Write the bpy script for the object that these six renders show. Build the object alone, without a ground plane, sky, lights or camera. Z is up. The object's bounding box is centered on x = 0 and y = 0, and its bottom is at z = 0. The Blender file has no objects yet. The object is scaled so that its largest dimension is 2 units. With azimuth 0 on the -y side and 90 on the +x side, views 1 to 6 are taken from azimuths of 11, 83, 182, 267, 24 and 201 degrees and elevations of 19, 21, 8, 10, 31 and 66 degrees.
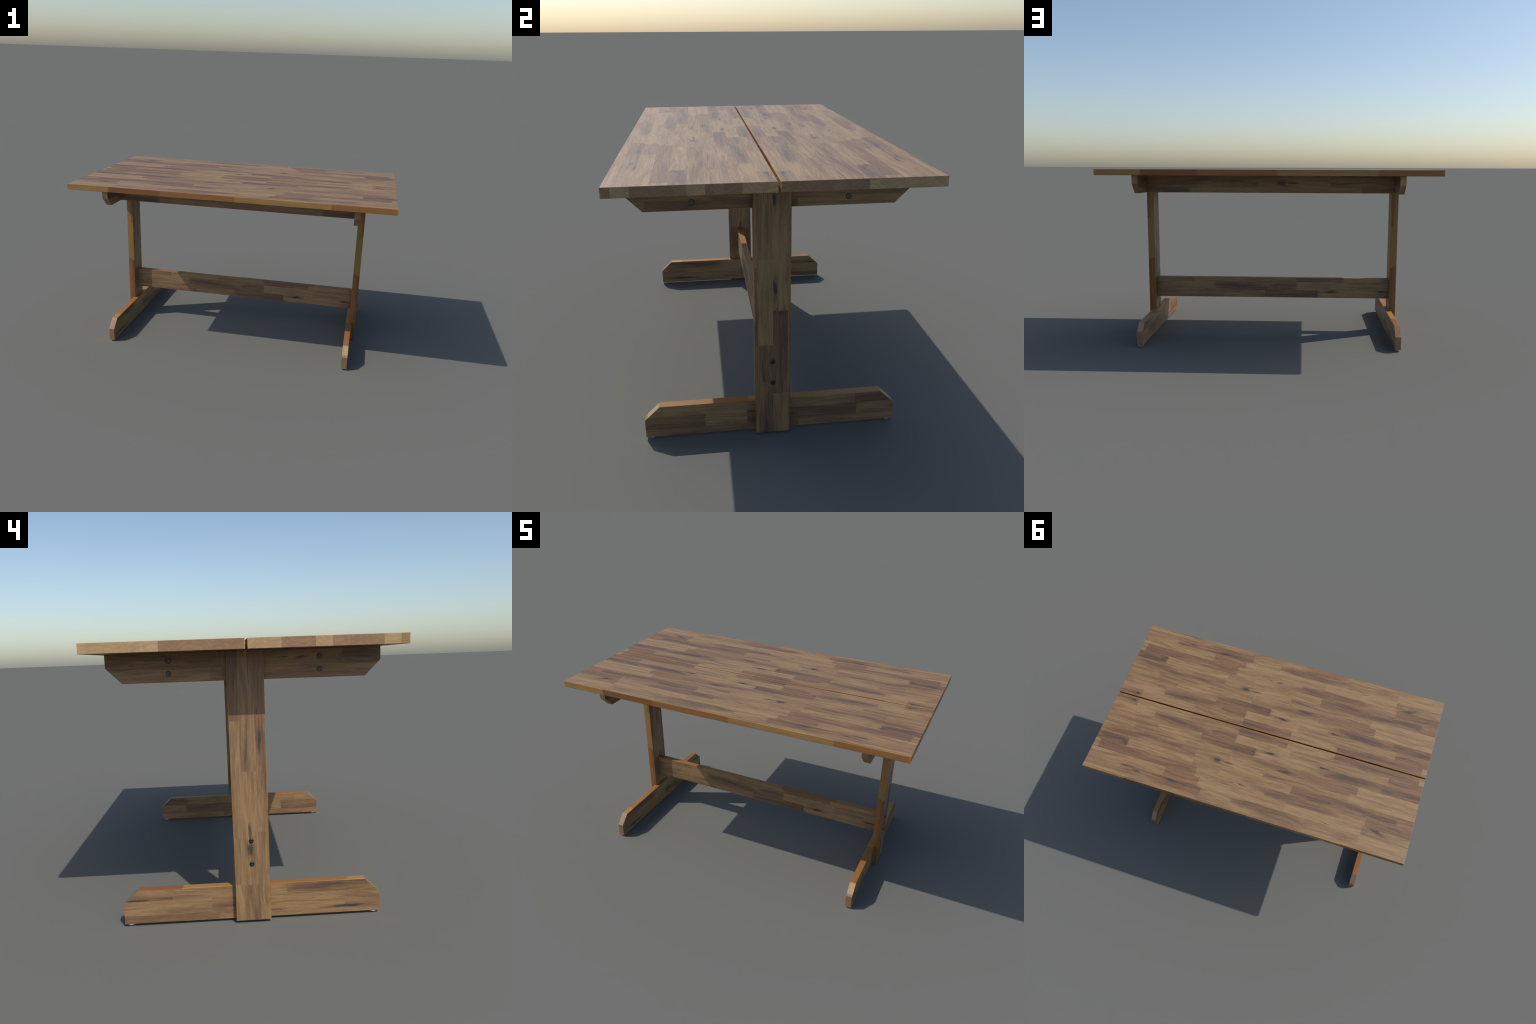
# Trestle dining table of glued acacia staves: two bookmatched top panels, two
# T-shaped trestles (foot, leg, crossbar), two aprons and a low stretcher.
import bpy, bmesh, math, random
from mathutils import Matrix, Vector

# ----------------------------------------------------------------------------
# sizes (metres)
# ----------------------------------------------------------------------------
TOP_Z, TOP_T = 1.0712, 0.0354          # upper side and thickness of the top
HALF_W, GAP = 0.5450, 0.0042            # half width of the top, half of the slot
UNDER = TOP_Z - TOP_T                  # underside of the top
PITCH = 0.0571                         # width of one glued stave
LIP = 0.0026                           # rounded strip along a board's long edges

root = bpy.data.objects.new("trestle_table", None)
root.empty_display_size = 0.2
bpy.context.scene.collection.objects.link(root)
root["label"] = "brown acacia butcher block trestle table with slotted top"
root["category"] = "dining table"


def link(obj, parent):
    bpy.context.scene.collection.objects.link(obj)
    obj.parent = parent
    return obj


# ----------------------------------------------------------------------------
# the glued panel every board is sawn from.  Rows run along x; each entry is
# (x where a stave starts, its kind of wood), going towards -x.
# ----------------------------------------------------------------------------
ROWS = {
    -1: [(1.45, "mid"), (0.982, "light"), (0.385, "pale"), (0.2, "mid")],
    0: [(1.45, "light"), (1.01, "mid"), (0.850, "light"), (0.490, "tan"), (0.167, "red"),
        (-0.150, "light"), (-0.446, "red"), (-0.971, "pale")],
    1: [(1.45, "tan"), (1.16, "light"), (0.715, "tan"), (0.325, "mid"), (0.165, "light"),
        (-0.180, "olive"), (-0.795, "red")],
    2: [(1.45, "light"), (1.10, "tan"), (0.660, "light"), (0.378, "red"), (0.025, "light"),
        (-0.420, "red"), (-0.770, "brown")],
    3: [(1.45, "light"), (1.10, "olive"), (0.800, "olive"), (0.160, "tan"), (-0.2815, "rust"),
        (-0.6385, "pale")],
    4: [(1.45, "tan"), (1.10, "mid"), (0.370, "light"), (-0.072, "tan"), (-0.60, "light")],
    5: [(1.45, "light"), (1.324, "brown"), (0.797, "light"), (0.365, "tan"), (0.185, "light"),
        (-0.260, "red"), (-0.902, "rust")],
    6: [(1.45, "tan"), (1.20, "light"), (0.965, "rust"), (0.323, "light"), (-0.118, "tan"),
        (-0.731, "red")],
    7: [(1.45, "light"), (0.506, "rust"), (0.285, "pale"), (-0.257, "pale"), (-0.720, "tan")],
    8: [(1.45, "tan"), (0.777, "mid"), (0.2515, "light"), (0.060, "light"), (-0.391, "tan"),
        (-0.717, "pale")],
    9: [(1.45, "light"), (0.2475, "tan"), (-0.075, "mid"), (-0.391, "light")],
    # a second panel, from which one of the feet is sawn
    20: [(0.6, "light"), (0.107, "rust"), (-0.15, "mid"), (-0.4, "tan")],
    21: [(0.6, "light"), (0.345, "red"), (-0.10, "light"), (-0.266, "red")],
    22: [(0.6, "brown"), (0.338, "olive"), (-0.1, "light"), (-0.36, "olive")],
}


def row_span(k):
    if k >= 20:
        return [(0.97, 1.042), (1.042, 1.097), (1.097, 1.17)][k - 20]
    return (0.001 + PITCH * k, 0.001 + PITCH * (k + 1))


# figure in the wood: (row, x, y, half length, half width, lean, strength)
KNOTS = [
    (0, 0.8825, 0.0254, 0.014, 0.0055, 0.0, 0.95),
    (2, -0.0675, 0.1215, 0.030, 0.0085, 0.02, 1.0),
    (2, -0.4010, 0.1205, 0.026, 0.0095, 0.0, 1.0),
    (4, 0.2260, 0.2615, 0.026, 0.0105, 0.04, 0.9),
    (4, 0.1550, 0.2610, 0.028, 0.0055, 0.0, 0.75),
    (3, -0.1860, 0.2140, 0.045, 0.0055, -0.03, 0.85),
    (7, -0.8050, 0.4130, 0.034, 0.0060, 0.35, 0.85),
    (7, -0.8230, 0.4100, 0.026, 0.0050, 0.35, 0.9),
    (8, 0.6690, 0.4800, 0.022, 0.0070, 0.0, 0.6),
    (8, 0.4400, 0.4720, 0.050, 0.0075, 0.08, 0.8),
    (8, 0.7350, 0.4620, 0.040, 0.0045, 0.0, 0.75),
    (6, 0.0990, 0.3717, 0.016, 0.0028, 0.05, 0.8),
    (6, 0.0360, 0.3708, 0.018, 0.0030, 0.05, 0.85),
    (7, -0.5080, 0.4490, 0.034, 0.0038, 0.08, 0.6),
    (2, 0.0320, 0.1450, 0.014, 0.0300, 0.0, 0.40),
    (5, 0.8080, 0.3250, 0.022, 0.0160, 0.0, 0.45),
    (5, -0.7130, 0.3380, 0.030, 0.0028, 0.05, 0.7),
    (-1, 0.4750, -0.0030, 0.055, 0.0085, 0.0, 0.95),
    (-1, 0.7700, -0.0020, 0.060, 0.0050, 0.0, 0.55),
    (1, 1.3050, 0.0640, 0.050, 0.0030, 0.03, 0.9),
    (6, 0.4000, 0.3690, 0.050, 0.0030, 0.03, 0.65),
    (7, 0.4650, 0.4300, 0.045, 0.0030, 0.05, 0.55),
]
FLAMES = [
    (1, 0.530, 0.1010, 0.185, 0.0360, 0.050, 1.0),
    (1, 0.270, 0.0840, 0.110, 0.0100, 0.0, 0.45),
    (6, -0.320, 0.3800, 0.215, 0.0380, 0.020, 0.90),
    (8, -0.170, 0.4930, 0.225, 0.0380, 0.050, 1.0),
    (4, 0.850, 0.2660, 0.120, 0.0150, 0.0, 0.75),
    (4, 0.640, 0.2480, 0.170, 0.0120, 0.0, 0.55),
    (2, 0.810, 0.1270, 0.100, 0.0090, 0.0, 0.65),
    (2, 0.180, 0.1450, 0.150, 0.0080, 0.0, 0.6),
    (2, 0.100, 0.1600, 0.090, 0.0080, 0.0, 0.6),
    (3, 0.410, 0.2050, 0.060, 0.0080, 0.0, 0.70),
    (3, 0.590, 0.2100, 0.075, 0.0070, 0.0, 0.60),
    (3, 0.905, 0.2080, 0.140, 0.0060, 0.0, 0.60),
    (3, -0.120, 0.2000, 0.120, 0.0100, 0.03, 0.70),
    (5, -0.640, 0.3130, 0.130, 0.0130, 0.05, 0.85),
    (5, -0.810, 0.3280, 0.110, 0.0130, 0.0, 0.90),
    (5, 0.900, 0.3070, 0.100, 0.0160, 0.0, 0.55),
    (8, 0.600, 0.4700, 0.180, 0.0065, 0.03, 0.75),
    (8, 0.330, 0.4730, 0.090, 0.0140, 0.0, 0.85),
    (2, -0.900, 0.1450, 0.140, 0.0140, 0.0, 0.75),
    (2, -0.600, 0.1400, 0.170, 0.0160, 0.0, 0.65),
    (0, -0.620, 0.0400, 0.180, 0.0100, 0.0, 0.55),
    (0, 0.080, 0.0280, 0.130, 0.0100, -0.06, 0.55),
    (1, -0.560, 0.0850, 0.140, 0.0060, 0.0, 0.65),
    (1, -0.290, 0.0930, 0.110, 0.0070, 0.0, 0.55),
    (4, -0.510, 0.2450, 0.080, 0.0120, 0.0, 0.35),
    (4, -0.130, 0.2680, 0.060, 0.0060, 0.0, 0.55),
    (6, -0.830, 0.3640, 0.100, 0.0090, 0.0, 0.60),
    (1, 1.150, 0.0680, 0.160, 0.0090, 0.0, 0.60),
    (0, 0.930, 0.0220, 0.065, 0.0080, 0.0, 0.42),
    (7, 0.900, 0.4250, 0.090, 0.0040, 0.0, 0.55),
]

# ----------------------------------------------------------------------------
# materials
# ----------------------------------------------------------------------------


class Tree:
    """Small helper to wire shader nodes."""

    def __init__(self, tree):
        self.t = tree

    def node(self, kind, **props):
        n = self.t.nodes.new(kind)
        for k, v in props.items():
            setattr(n, k, v)
        return n

    def put(self, sock, val):
        if val is None:
            return
        if isinstance(val, bpy.types.NodeSocket):
            self.t.links.new(val, sock)
        else:
            sock.default_value = val

    def math(self, op, a, b=None, c=None, clamp=False):
        n = self.node("ShaderNodeMath", operation=op, use_clamp=clamp)
        for i, v in enumerate((a, b, c)):
            self.put(n.inputs[i], v)
        return n.outputs[0]

    def vec(self, x, y, z=0.0):
        n = self.node("ShaderNodeCombineXYZ")
        for i, v in enumerate((x, y, z)):
            self.put(n.inputs[i], v)
        return n.outputs[0]

    def noise(self, vec, scale=1.0, detail=3.0, rough=0.5, dist=0.0):
        n = self.node("ShaderNodeTexNoise")
        self.put(n.inputs["Vector"], vec)
        n.inputs["Scale"].default_value = scale
        n.inputs["Detail"].default_value = detail
        n.inputs["Roughness"].default_value = rough
        n.inputs["Distortion"].default_value = dist
        return n.outputs["Fac"]

    def ramp(self, val, lo, hi, to0=0.0, to1=1.0, smooth=True):
        n = self.node("ShaderNodeMapRange",
                      interpolation_type="SMOOTHSTEP" if smooth else "LINEAR")
        self.put(n.inputs["Value"], val)
        n.inputs["From Min"].default_value = lo
        n.inputs["From Max"].default_value = hi
        n.inputs["To Min"].default_value = to0
        n.inputs["To Max"].default_value = to1
        return n.outputs["Result"]

    def mix(self, fac, a, b, mode="MIX"):
        n = self.node("ShaderNodeMix", data_type="RGBA", blend_type=mode)
        self.put(n.inputs["Factor"], fac)
        ins = [s for s in n.inputs if s.type == "RGBA"]
        for s, v in zip(ins, (a, b)):
            self.put(s, (*v, 1.0) if isinstance(v, tuple) and len(v) == 3 else v)
        return [s for s in n.outputs if s.type == "RGBA"][0]

    def attr(self, name):
        n = self.node("ShaderNodeAttribute", attribute_type="OBJECT",
                      attribute_name='["%s"]' % name)
        return n.outputs["Fac"]


def figure_group():
    """Node group: where knots and heartwood flames lie in the glued panel."""
    g = bpy.data.node_groups.new("wood_figure", "ShaderNodeTree")
    g.interface.new_socket("Vector", in_out="INPUT", socket_type="NodeSocketVector")
    for nm in ("Knot", "Flame"):
        g.interface.new_socket(nm, in_out="OUTPUT", socket_type="NodeSocketFloat")
    T = Tree(g)
    gi, go = T.node("NodeGroupInput"), T.node("NodeGroupOutput")
    sep = T.node("ShaderNodeSeparateXYZ")
    g.links.new(gi.outputs[0], sep.inputs[0])
    x0, y0 = sep.outputs[0], sep.outputs[1]
    w1 = T.noise(T.vec(T.math("MULTIPLY", x0, 9.0), T.math("MULTIPLY", y0, 60.0)), 1.0, 4.0, 0.6)
    w2 = T.noise(T.vec(T.math("MULTIPLY", x0, 7.0), T.math("MULTIPLY", y0, 26.0), 5.0), 1.0, 4.0, 0.6)
    x = T.math("ADD", x0, T.math("MULTIPLY", T.math("SUBTRACT", w1, 0.5), 0.09))
    y = T.math("ADD", y0, T.math("MULTIPLY", T.math("SUBTRACT", w2, 0.5), 0.022))

    def spots(items, inner, outer, crisp=1.0):
        total = None
        for (row, cx, cy, rx, ry, lean, s) in items:
            lo, hi = row_span(row)
            dx = T.math("SUBTRACT", x, cx)
            dy = T.math("SUBTRACT", y, cy)
            if lean:
                dy = T.math("MULTIPLY_ADD", dx, lean, dy)
            # a flame ends abruptly on one side and fades on the other
            side = T.math("MAXIMUM", T.math("MULTIPLY", dy, crisp / ry), T.math("MULTIPLY", dy, -1.0 / ry))
            dist = T.math("ADD", T.math("POWER", T.math("ABSOLUTE", T.math("DIVIDE", dx, rx)), 2.0),
                          T.math("POWER", side, 2.0))
            m = T.ramp(dist, inner, outer, s, 0.0)
            inside = T.math("COMPARE", y0, (lo + hi) / 2, (hi - lo) / 2)
            m = T.math("MULTIPLY", m, inside)
            total = m if total is None else T.math("MAXIMUM", total, m)
        return total

    halos = [(r, cx, cy, rx * 1.9, ry * 1.8, ln, 0.55 * st) for (r, cx, cy, rx, ry, ln, st) in KNOTS if st > 0.8]
    g.links.new(spots(KNOTS, 0.0, 1.6), go.inputs["Knot"])
    g.links.new(T.math("MAXIMUM", spots([(r, a, b, c * 1.1, d * 1.35, e, f * 0.85) for (r, a, b, c, d, e, f) in FLAMES], 0.25, 1.3, 2.0), spots(halos, 0.1, 1.6)), go.inputs["Flame"])
    return g


FIGURE = figure_group()

# how dark a stave is on the whole, and how red
WOODS = {
    "pale": (0.02, 0.00), "light": (0.10, 0.05), "tan": (0.18, 0.10), "olive": (0.16, 0.0),
    "mid": (0.27, 0.18), "rust": (0.33, 0.50), "red": (0.40, 0.42), "brown": (0.46, 0.25),
}
# acacia from sapwood to heartwood
SHADES = [(0.0, (0.324, 0.206, 0.095)), (0.25, (0.254, 0.155, 0.070)), (0.5, (0.190, 0.109, 0.053)),
          (0.75, (0.140, 0.079, 0.042)), (1.0, (0.082, 0.052, 0.035))]


def new_material(name, rough=0.52):
    m = bpy.data.materials.new(name)
    m.use_nodes = True
    m.node_tree.nodes.clear()
    T = Tree(m.node_tree)
    out = T.node("ShaderNodeOutputMaterial")
    b = T.node("ShaderNodeBsdfPrincipled")
    m.node_tree.links.new(b.outputs[0], out.inputs[0])
    b.inputs["Roughness"].default_value = rough
    return m, T, b


def face_material(kind):
    bias, redness = WOODS[kind]
    m, T, b = new_material("acacia_face_" + kind)
    tc = T.node("ShaderNodeTexCoord")
    sep = T.node("ShaderNodeSeparateXYZ")
    T.put(sep.inputs[0], tc.outputs["Object"])
    x, y = sep.outputs[0], sep.outputs[1]
    seed = T.attr("seed")
    s1 = T.math("MULTIPLY", seed, 37.0)
    s2 = T.math("MULTIPLY", seed, 91.0)
    xs = T.math("ADD", x, s1)

    def grain(fx, fy, yy, z, detail=3.0, rough=0.5):
        return T.noise(T.vec(T.math("MULTIPLY", xs, fx), T.math("MULTIPLY", yy, fy), z), 1.0, detail, rough)

    # slow sideways wander of the grain, so that streaks curve
    wander = grain(2.6, 13.0, y, s2, 1.0)
    yw = T.math("MULTIPLY_ADD", T.math("SUBTRACT", wander, 0.5), 0.055, y)
    fibre = grain(26.0, 560.0, yw, s2, 3.0, 0.65)
    streak = grain(5.0, 135.0, yw, s2, 6.0, 0.68)
    broad = grain(3.4, 30.0, yw, s1, 3.0, 0.5)
    ringy = T.math("MULTIPLY_ADD", wander, 16.0, T.math("MULTIPLY", yw, 260.0))
    ring = T.math("SINE", ringy)
    where = T.ramp(grain(3.0, 22.0, y, T.math("ADD", s1, 5.0), 1.0), 0.45, 0.65)
    # how far the wood is towards dark heartwood
    t = T.math("MULTIPLY_ADD", T.math("SUBTRACT", T.ramp(streak, 0.36, 0.66), 0.42), 0.27, bias * 1.15 + 0.09)
    spark = grain(11.0, 300.0, yw, T.math("ADD", s2, 31.0), 4.0, 0.7)
    t = T.math("MULTIPLY_ADD", T.math("SUBTRACT", T.ramp(spark, 0.38, 0.64), 0.45), 0.17, t)
    t = T.math("MULTIPLY_ADD", T.math("SUBTRACT", T.ramp(broad, 0.34, 0.68), 0.42), 0.30, t)
    t = T.math("MULTIPLY_ADD", T.math("SUBTRACT", fibre, 0.5), 0.80, t)
    t = T.math("MULTIPLY_ADD", T.math("MULTIPLY", ring, where), 0.075, t)
    # thin dark lines where the grain folds
    line = T.ramp(grain(6.0, 170.0, yw, T.math("ADD", s2, 21.0), 3.0), 0.62, 0.74)
    t = T.math("MULTIPLY_ADD", line, 0.36, t)
    fig = T.node("ShaderNodeGroup", node_tree=FIGURE)
    T.put(fig.inputs[0], tc.outputs["Object"])
    fl = T.math("MULTIPLY", fig.outputs["Flame"], T.ramp(streak, 0.2, 0.65, 0.55, 1.0))
    t = T.math("MULTIPLY_ADD", fl, 0.52, t, clamp=True)
    cr = T.node("ShaderNodeValToRGB")
    while len(cr.color_ramp.elements) < len(SHADES):
        cr.color_ramp.elements.new(0.5)
    for e, (p, c) in zip(cr.color_ramp.elements, SHADES):
        e.position = p
        e.color = (*c, 1.0)
    T.put(cr.inputs[0], t)
    col = cr.outputs[0]
    # reddish heartwood tinge, strongest in the red staves
    blush = T.ramp(grain(3.0, 24.0, yw, T.math("ADD", s1, 3.0), 2.0), 0.35, 0.75)
    amount = T.math("MULTIPLY_ADD", blush, 0.40, redness, clamp=True)
    col = T.mix(amount, col, T.mix(1.0, col, (1.03, 0.90, 0.92), "MULTIPLY"))
    # greenish grey mineral streaks
    mineral = grain(2.8, 62.0, yw, T.math("ADD", s2, 7.0), 4.0, 0.6)
    col = T.mix(T.ramp(mineral, 0.54, 0.74, 0.0, 0.70 if kind == "olive" else 0.38), col,
                (0.128, 0.098, 0.052))
    kn = T.math("MULTIPLY", fig.outputs["Knot"], T.ramp(fibre, 0.2, 0.6, 0.75, 1.0))
    col = T.mix(kn, col, (0.030, 0.026, 0.026))
    # open pores
    pores = T.noise(T.vec(T.math("MULTIPLY", xs, 70.0), T.math("MULTIPLY", y, 800.0), s2), 1.0, 1.0)
    col = T.mix(T.ramp(pores, 0.60, 0.72, 0.0, 0.30), col, T.mix(1.0, col, (0.45, 0.42, 0.42), "MULTIPLY"))
    T.put(b.inputs["Base Color"], col)
    T.put(b.inputs["Roughness"], T.math("MULTIPLY_ADD", fibre, 0.14, 0.46))
    b.inputs["Specular IOR Level"].default_value = 0.52
    bump = T.node("ShaderNodeBump")
    bump.inputs["Strength"].default_value = 0.10
    bump.inputs["Distance"].default_value = 0.001
    T.put(bump.inputs["Height"], fibre)
    T.put(b.inputs["Normal"], bump.outputs[0])
    return m


def end_material(name, light, darkc, ringc):
    """Sawn ends: curved growth rings, a different log for every stave."""
    m, T, b = new_material(name, 0.55)
    tc = T.node("ShaderNodeTexCoord")
    sep = T.node("ShaderNodeSeparateXYZ")
    T.put(sep.inputs[0], tc.outputs["Object"])
    seed = T.attr("seed")
    wn = T.node("ShaderNodeTexWhiteNoise", noise_dimensions="1D")
    T.put(wn.inputs["W"], T.math("MULTIPLY", seed, 53.0))
    pick = T.node("ShaderNodeSeparateColor")
    T.put(pick.inputs[0], wn.outputs["Color"])
    side = T.math("SUBTRACT", pick.outputs[0], 0.5)
    oy = T.math("ADD", sep.outputs[1], T.math("MULTIPLY", side, 0.14))
    oz = T.math("ADD", sep.outputs[2], T.math("MULTIPLY_ADD", pick.outputs[1], 0.06, 0.02))
    wob = T.noise(T.vec(T.math("MULTIPLY", oy, 30.0), T.math("MULTIPLY", oz, 30.0), seed), 1.0, 2.0)
    # distance from a pith well off the board, so arcs sweep across the end
    off = T.math("SUBTRACT", T.math("MODULO", T.math("ADD", oy, 3.0), PITCH * 1.7), PITCH * 0.8)
    r = T.math("SQRT", T.math("ADD", T.math("MULTIPLY", off, off), T.math("MULTIPLY", oz, oz)))
    rings = T.math("SINE", T.math("MULTIPLY_ADD", wob, 7.0, T.math("MULTIPLY", r, 430.0)))
    rings = T.ramp(rings, -0.2, 1.0)
    grain = T.noise(T.vec(T.math("MULTIPLY", sep.outputs[1], 260.0),
                          T.math("MULTIPLY", sep.outputs[2], 260.0), sep.outputs[0]), 1.0, 3.0)
    blot = T.noise(T.vec(T.math("MULTIPLY", oy, 28.0), T.math("MULTIPLY", oz, 40.0), seed), 1.0, 2.0)
    col = T.mix(T.ramp(blot, 0.35, 0.70), light, darkc)
    col = T.mix(T.math("MULTIPLY", pick.outputs[2], 0.55), col, darkc)
    col = T.mix(T.math("MULTIPLY", rings, 0.24), col, ringc)
    col = T.mix(T.ramp(grain, 0.45, 0.75, 0.0, 0.30), col, ringc)
    T.put(b.inputs["Base Color"], col)
    return m


def edge_material(name, flip=False, shift=0.0, split=False, tint=(1, 1, 1)):
    """Narrow long sides: warm finger-jointed strips, tone changes along x."""
    m, T, b = new_material(name, 0.58)
    b.inputs["Specular IOR Level"].default_value = 0.35
    tc = T.node("ShaderNodeTexCoord")
    sep = T.node("ShaderNodeSeparateXYZ")
    T.put(sep.inputs[0], tc.outputs["Object"])
    x, y, z = sep.outputs
    if flip:
        x = T.math("MULTIPLY", x, -1.0)
    x = T.math("ADD", x, shift)
    # the zigzag of the finger joint
    zig = T.math("PINGPONG", z, 0.0042)
    xj = T.math("MULTIPLY_ADD", zig, 2.4, x)
    if split:
        half = T.math("GREATER_THAN", z, 0.004)
        xj = T.math("MULTIPLY_ADD", half, 0.63, xj)
    cr = T.node("ShaderNodeValToRGB")
    cr.color_ramp.interpolation = "CONSTANT"
    wrap = T.math("FRACT", T.math("DIVIDE", T.math("ADD", xj, 1.0), 2.0))
    T.put(cr.inputs[0], wrap)
    tones = [(0.0, (0.370, 0.212, 0.064)), (0.136, (0.225, 0.090, 0.030)),
             (0.30, (0.290, 0.132, 0.034)), (0.5285, (0.365, 0.215, 0.070)),
             (0.813, (0.300, 0.136, 0.034))]
    ramp = cr.color_ramp
    while len(ramp.elements) < len(tones):
        ramp.elements.new(0.5)
    for e, (p, c) in zip(ramp.elements, tones):
        e.position = p
        e.color = (*[a * t for a, t in zip(c, tint)], 1.0)
    w = T.noise(T.vec(T.math("MULTIPLY", x, 3.0), T.math("MULTIPLY", z, 40.0), y), 1.0, 2.0)
    zz = T.math("MULTIPLY_ADD", w, 0.02, T.math("ADD", z, y))
    st = T.noise(T.vec(T.math("MULTIPLY", x, 3.5), T.math("MULTIPLY", zz, 210.0), y), 1.0, 4.0, 0.6)
    fi = T.noise(T.vec(T.math("MULTIPLY", x, 24.0), T.math("MULTIPLY", zz, 800.0), y), 1.0, 2.0)
    col = T.mix(T.ramp(st, 0.45, 0.75, 0.0, 0.60), cr.outputs[0], (0.150, 0.062, 0.026))
    col = T.mix(T.ramp(fi, 0.48, 0.78, 0.0, 0.35), col, (0.170, 0.070, 0.030))
    # where the tone drifts inside one strip
    dr = T.noise(T.vec(T.math("MULTIPLY", x, 4.0), 0.0, 2.0), 1.0, 1.0)
    col = T.mix(T.ramp(dr, 0.42, 0.70, 0.0, 0.40), col, (0.285, 0.118, 0.033))
    T.put(b.inputs["Base Color"], col)
    return m


def plain_material(name, colour, rough, metal=0.0):
    m, T, b = new_material(name, rough)
    tc = T.node("ShaderNodeTexCoord")
    n = T.noise(tc.outputs["Object"], 600.0, 2.0)
    col = T.mix(T.ramp(n, 0.3, 0.8, 0.0, 0.25), colour, tuple(c * 0.7 for c in colour))
    T.put(b.inputs["Base Color"], col)
    b.inputs["Metallic"].default_value = metal
    return m


FACE = {k: face_material(k) for k in WOODS}
END_LIGHT = end_material("end_grain_light", (0.470, 0.315, 0.155), (0.370, 0.232, 0.110), (0.245, 0.145, 0.070))
END_BROWN = end_material("end_grain_brown", (0.318, 0.188, 0.094), (0.245, 0.136, 0.068), (0.165, 0.090, 0.049))
EDGE_TOP = edge_material("edge_strip_front", tint=(0.98, 0.97, 1.0))
EDGE_TOP_BACK = edge_material("edge_strip_back", flip=True, tint=(0.98, 0.97, 1.0))
EDGE_LEG = edge_material("edge_strip_leg", shift=0.55, split=True, tint=(0.86, 0.83, 0.80))
EDGE_FOOT = edge_material("edge_strip_foot", shift=0.15, tint=(1.05, 0.98, 0.80))
EDGE_BAR = edge_material("edge_strip_bar", shift=-0.4)
BLACK = plain_material("black_oxide_steel", (0.012, 0.013, 0.015), 0.32)
GREY = plain_material("zinc_grey_steel", (0.13, 0.13, 0.12), 0.5, 0.1)
PIN = plain_material("bright_steel", (0.62, 0.63, 0.65), 0.3, 0.9)
WHITE = plain_material("white_plastic", (0.80, 0.80, 0.80), 0.35)

# ----------------------------------------------------------------------------
# building boards
# ----------------------------------------------------------------------------


def block(bm, x0, x1, y0, y1, z0, z1):
    r = bmesh.ops.create_cube(bm, size=1.0)
    for v in r["verts"]:
        v.co = Vector(((x0, x1)[v.co.x > 0], (y0, y1)[v.co.y > 0], (z0, z1)[v.co.z > 0]))
    return r["verts"]


def saw(bm, cuts):
    """Cut corners off: each cut is (point, outward normal) in the board's frame."""
    for co, no in cuts:
        geom = bm.verts[:] + bm.edges[:] + bm.faces[:]
        r = bmesh.ops.bisect_plane(bm, geom=geom, plane_co=co, plane_no=no, clear_outer=True, dist=1e-7)
        rim = [e for e in r["geom_cut"] if isinstance(e, bmesh.types.BMEdge)]
        if rim:
            bmesh.ops.contextual_create(bm, geom=rim)


def finish(bm, name, mats):
    bmesh.ops.recalc_face_normals(bm, faces=bm.faces)
    me = bpy.data.meshes.new(name)
    bm.to_mesh(me)
    bm.free()
    for mt in mats:
        me.materials.append(mt)
    return me


def stave_mesh(name, box, ends, cuts, mats, soft=0.0012):
    """One stave; 'ends' are the x values where it shows sawn end grain."""
    bm = bmesh.new()
    block(bm, *box)
    saw(bm, cuts)
    if not bm.faces:
        bm.free()
        return None

    def at_end(p):
        return any(abs(p.x - e) < 1e-5 for e in ends)

    def on_cut(p):
        return any(abs((p - Vector(co)).dot(Vector(no))) < 1e-5 for co, no in cuts)

    # ease the arris where an end meets a face
    es = []
    for e in bm.edges:
        a, b = e.verts[0].co, e.verts[1].co
        along_y = abs(a.z - b.z) < 1e-6
        if along_y and ((at_end(a) and at_end(b)) or (on_cut(a) and on_cut(b))):
            es.append(e)
    if es and soft:
        bmesh.ops.bevel(bm, geom=es, offset=soft, segments=2, profile=0.5, affect="EDGES")
    bm.normal_update()
    for f in bm.faces:
        f.material_index = 0 if abs(f.normal.z) > 0.9 else (1 if f.normal.x and abs(f.normal.x) > 0.3 else 0)
    return finish(bm, name, mats)


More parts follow.
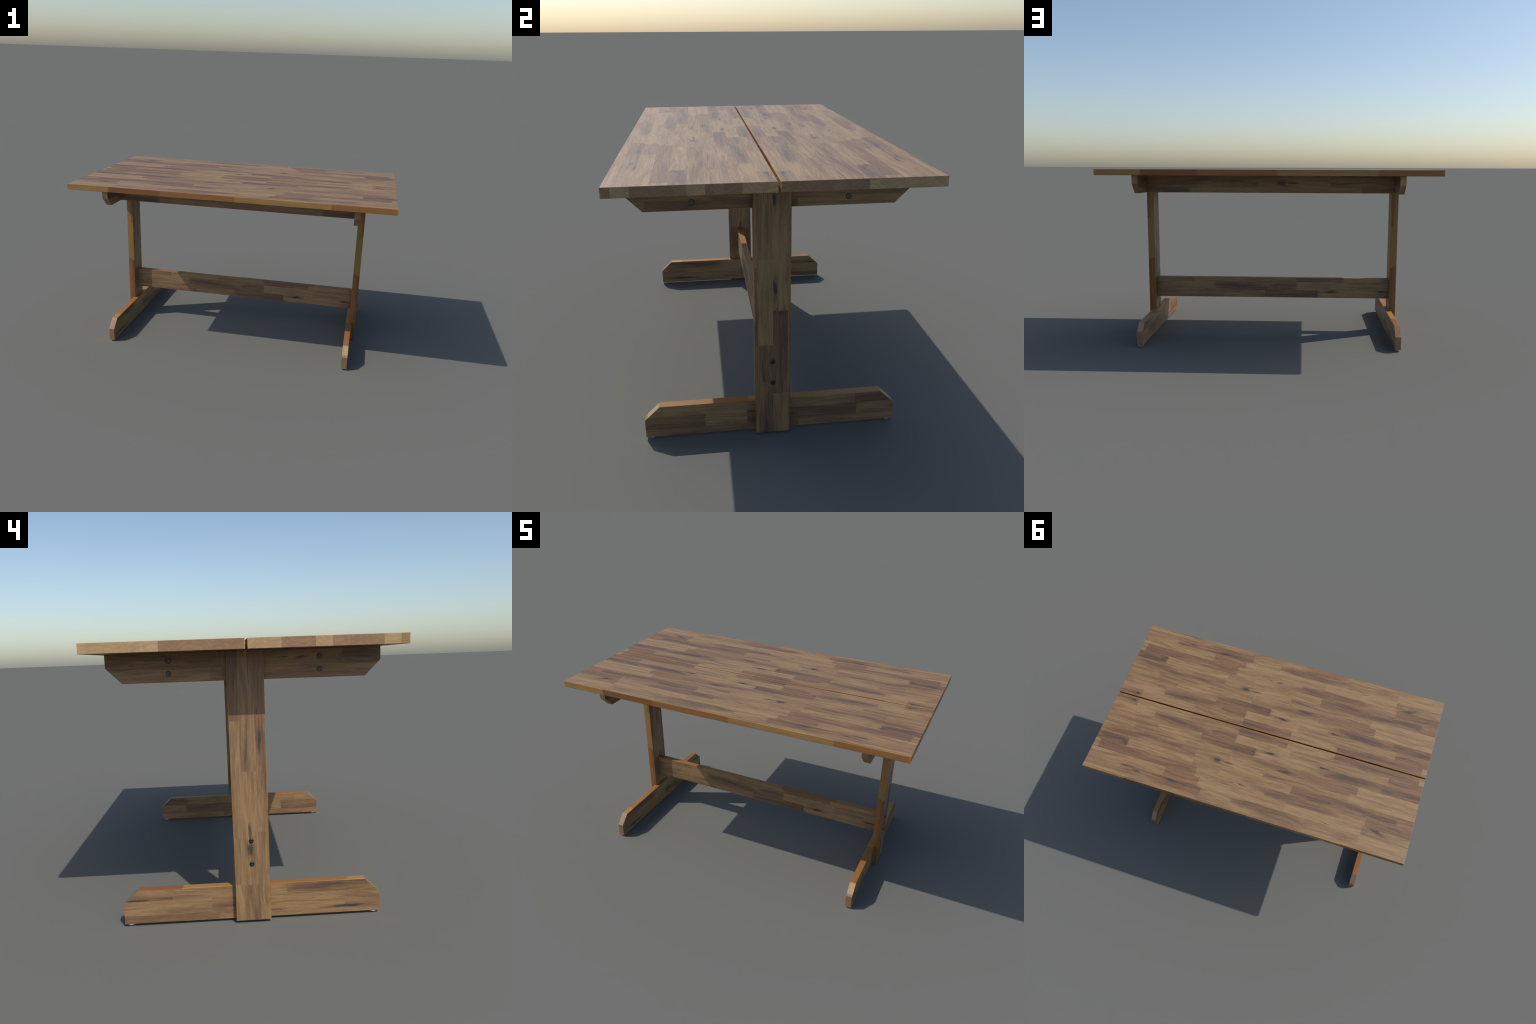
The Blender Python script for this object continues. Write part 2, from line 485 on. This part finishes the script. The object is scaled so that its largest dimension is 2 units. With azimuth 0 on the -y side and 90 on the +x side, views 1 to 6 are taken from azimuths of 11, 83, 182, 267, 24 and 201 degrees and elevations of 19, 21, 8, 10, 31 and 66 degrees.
def make_board(name, window, thick, matrix, edge, cuts=(), end_kinds=None, layers=None, round_r=0.0022):
    """A board sawn from the glued panel.

    window: x and y range in the panel; matrix places the board in the table;
    its long edges are rounded strips (the part's own mesh), its staves children.
    """
    x0, x1, y0, y1 = window
    h = thick / 2
    cuts = [(Vector(c), Vector(n).normalized()) for c, n in cuts]
    # rounded strips along both long edges
    bm = bmesh.new()
    for lo, hi, outer in ((y0, y0 + LIP, y0), (y1 - LIP, y1, y1)):
        sub = bmesh.new()
        block(sub, x0, x1, lo, hi, -h, h)
        saw(sub, cuts)
        es = [e for e in sub.edges
              if all(abs(v.co.y - outer) < 1e-6 for v in e.verts) and abs(e.verts[0].co.z - e.verts[1].co.z) < 1e-6]
        bmesh.ops.bevel(sub, geom=es, offset=round_r, segments=3, profile=0.5, affect="EDGES")
        sub.normal_update()
        for f in sub.faces:
            f.material_index = 1 if abs(f.normal.x) > 0.3 else 0
            f.smooth = False
        tmp = bpy.data.meshes.new("tmp")
        sub.to_mesh(tmp)
        sub.free()
        bm.from_mesh(tmp)
        bpy.data.meshes.remove(tmp)
    obj = bpy.data.objects.new(name, finish(bm, name, [edge, END_LIGHT if name == "tabletop_panel" else END_BROWN]))
    obj["seed"] = 0.37
    link(obj, root)
    obj.matrix_world = matrix
    # staves
    for (z0, z1, rel) in (layers or [(-h, h, Matrix.Identity(4))]):
        for k, row in ROWS.items():
            lo, hi = row_span(k)
            lo, hi = max(lo, y0 + LIP), min(hi, y1 - LIP)
            if hi - lo < 1e-4:
                continue
            for i, (start, kind) in enumerate(row):
                stop = row[i + 1][0] if i + 1 < len(row) else min(-1.0, x0)
                a, b = max(stop, x0), min(start, x1)
                if b - a < 1e-4:
                    continue
                ends = [e for e in (x0, x1) if abs(a - e) < 1e-6 or abs(b - e) < 1e-6]
                endm = END_LIGHT
                if end_kinds:
                    endm = END_LIGHT if k in end_kinds else END_BROWN
                me = stave_mesh("wood_stave", (a, b, lo, hi, z0, z1), ends, cuts, [FACE[kind], endm])
                if me is None:
                    continue
                st = bpy.data.objects.new("wood_stave", me)
                st["seed"] = ((k * 7 + i * 3 + 11) * 0.6180339) % 1.0
                st["label"] = kind + " acacia stave"
                link(st, obj)
                st.matrix_local = rel
    return obj


def frame(ex, ey, ez, origin):
    """Matrix whose columns say where the panel's x, y, z axes point in the table."""
    m = Matrix.Identity(4)
    for i, a in enumerate((ex, ey, ez)):
        m.col[i] = (*a, 0.0)
    m.col[3] = (*origin, 1.0)
    return m


X, Y, Z = Vector((1, 0, 0)), Vector((0, 1, 0)), Vector((0, 0, 1))

# the top: one panel and its bookmatched twin turned over
mid_z = TOP_Z - TOP_T / 2
make_board("tabletop_panel", (-1, 1, GAP, HALF_W), TOP_T, frame(X, Y, Z, (0, 0, mid_z)), EDGE_TOP_BACK,
           end_kinds={5, 6, 7, 8, 9})
make_board("tabletop_panel", (-1, 1, GAP, HALF_W), TOP_T, frame(X, -Y, -Z, (0, 0, mid_z)), EDGE_TOP,
           end_kinds={0, 1, 4, 8})

# trestles
LEG_IN, LEG_OUT, LEG_HW = 0.7785, 0.8215, 0.0675
BAR_IN, BAR_OUT, BAR_HL = 0.7590, 0.7948, 0.4995
HIGH = UNDER - 0.0008

leg_mid, bar_mid = (LEG_IN + LEG_OUT) / 2, (BAR_IN + BAR_OUT) / 2
leg_t, bar_t = LEG_OUT - LEG_IN, BAR_OUT - BAR_IN


def leg(side, sx_at_floor, sy_mid):
    # panel x runs down the leg, panel y runs along table y
    make_board("leg", (sx_at_floor - HIGH, sx_at_floor - 0.0078, sy_mid - LEG_HW, sy_mid + LEG_HW), leg_t,
               frame(-Z, Y, X, (side * leg_mid, -sy_mid, sx_at_floor)), EDGE_LEG)


leg(1, 0.5655, 0.1145)
leg(-1, 0.5213, 0.2565)


def crossways(name, side, ex, x_shift, ey, y_shift, z_lo, z_hi, corner_z, corner_y, edge):
    """A foot or crossbar: lies along table y; ex, ey are +1 or -1.

    table y = ex * (x - x_shift), table z = ey * (y - y_shift).
    """
    def px(y):
        return ex * y + x_shift

    def py(z):
        return ey * z + y_shift

    m = frame(Y * ex, Z * ey, (Y * ex).cross(Z * ey), (side * bar_mid, -ex * x_shift, -ey * y_shift))
    ys = sorted((py(z_lo), py(z_hi)))
    tip = z_hi if corner_z < z_hi and name == "foot" else z_lo
    cuts = []
    for s in (1, -1):
        p = Vector((px(s * BAR_HL), py(corner_z), 0))
        q = Vector((px(s * corner_y), py(tip), 0))
        d = q - p
        n = Vector((d.y, -d.x, 0)).normalized()
        centre = Vector((px(0), py((z_lo + z_hi) / 2), 0))
        if n.dot(centre - p) > 0:
            n = -n
        cuts.append((p, n))
    return make_board(name, (x_shift - BAR_HL, x_shift + BAR_HL, ys[0], ys[1]), bar_t, m, edge, cuts, end_kinds={6, 22})


FOOT_LO, FOOT_HI = 0.0080, 0.1432
crossways("foot", -1, 1, 0.85, 1, -0.039, FOOT_LO, FOOT_HI, 0.0865, 0.4405, EDGE_FOOT)
crossways("foot", 1, 1, 0.0, 1, 1.0, FOOT_LO, FOOT_HI, 0.0865, 0.4405, EDGE_FOOT)
crossways("crossbar", -1, 1, 0.24, 1, -0.6335, 0.9293, HIGH, 0.9862, 0.4425, EDGE_BAR)
crossways("crossbar", 1, -1, 0.889, -1, 1.2515, 0.9293, HIGH, 0.9862, 0.4425, EDGE_BAR)

# aprons between the crossbars, the front one turned end for end
APRON_Y, APRON_T = 0.2745, 0.034
for s in (1, -1):
    # table z = 1.2485 - y
    make_board("apron", (0.30 - BAR_IN, 0.30 + BAR_IN, 1.2485 - HIGH, 1.2485 - 0.9285), APRON_T,
               frame(X * s, -Z, Y * s, (-0.30 * s, s * APRON_Y, 1.2485)), EDGE_BAR)

# stretcher: two layers of staves, the rear one turned end for end
ST_T = 0.034
turn = Matrix.Translation((0.33, 0, 0)) @ Matrix.Rotation(math.pi, 4, "Y") @ Matrix.Translation((-0.33, 0, 0))
make_board("stretcher", (0.33 - LEG_IN, 0.33 + LEG_IN, 0.380 - 0.3500, 0.380 - 0.2140), ST_T,
           frame(X, -Z, Y, (-0.33, 0, 0.380)), EDGE_FOOT,
           layers=[(0.0, ST_T / 2, Matrix.Identity(4)), (0.0, ST_T / 2, turn)])

# ----------------------------------------------------------------------------
# hardware
# ----------------------------------------------------------------------------


def lathe(name, profile, mats, steps=28, pick=None):
    """Turn a profile of (radius, height) about z."""
    bm = bmesh.new()
    rings = []
    for r, z in profile:
        if r < 1e-6:
            rings.append([bm.verts.new((0, 0, z))])
        else:
            rings.append([bm.verts.new((r * math.cos(2 * math.pi * i / steps), r * math.sin(2 * math.pi * i / steps), z))
                          for i in range(steps)])
    for j, (a, b) in enumerate(zip(rings, rings[1:])):
        for i in range(steps):
            k = (i + 1) % steps
            if len(a) == 1 and len(b) == 1:
                continue
            vs = [a[0], b[i], b[k]] if len(a) == 1 else ([a[i], a[k], b[0]] if len(b) == 1 else [a[i], a[k], b[k], b[i]])
            f = bm.faces.new(vs)
            f.smooth = True
            f.material_index = pick(j) if pick else 0
    return finish(bm, name, mats)


def socket_profile(r, h):
    """Button head with a round recess for the key."""
    return [(0.0, -0.0006), (r, -0.0006), (r, h * 0.25), (r * 0.93, h * 0.55), (r * 0.75, h * 0.86),
            (r * 0.5, h), (r * 0.36, h), (r * 0.33, h * 0.35), (0.0, h * 0.25)]


bolt_me = lathe("bolt", socket_profile(0.0093, 0.0050), [BLACK])
# flat grey head sitting in a dark countersunk ring
cap_me = lathe("bolt_cap", [(0.0, -0.0006), (0.0098, -0.0006), (0.0098, 0.0018), (0.0090, 0.0028), (0.0082, 0.0028),
                            (0.0078, 0.0016), (0.0074, 0.0030), (0.0050, 0.0034), (0.0022, 0.0034), (0.0019, 0.0012), (0.0, 0.0010)],
               [BLACK, GREY], pick=lambda j: 1 if 5 <= j <= 7 else 0)


def place(me, name, loc, axis):
    o = bpy.data.objects.new(name, me)
    link(o, root)
    o.matrix_world = Matrix.Translation(loc) @ Vector(axis).to_track_quat("Z", "Y").to_matrix().to_4x4()
    return o


for s in (1, -1):
    for z in (0.328, 0.2367):
        place(bolt_me, "bolt", (s * LEG_OUT, 0, z), (s, 0, 0))
    for y in (0.2745, -0.2745):
        for z in (1.0052, 0.9595):
            place(cap_me, "bolt_cap", (s * BAR_OUT, y, z), (s, 0, 0))

# steel pins seen in the slot between the two panels
pin_me = lathe("dowel_pin", [(0.0, -0.012), (0.0052, -0.012), (0.0052, 0.012), (0.0, 0.012)], [PIN])
for px in (0.895, 0.298, -0.298, -0.895):
    place(pin_me, "dowel_pin", (px, 0, mid_z + 0.0015), (0, 1, 0))

# white glides under the feet
glide_me = lathe("foot_glide", [(0.0, 0.0), (0.0085, 0.0), (0.0125, 0.0016), (0.0155, 0.0045), (0.0165, 0.0075), (0.0165, 0.0103), (0.0, 0.0103)], [WHITE])
for sx in (1, -1):
    for sy in (1, -1):
        place(glide_me, "foot_glide", (sx * bar_mid, sy * 0.4760, 0.0), (0, 0, 1))
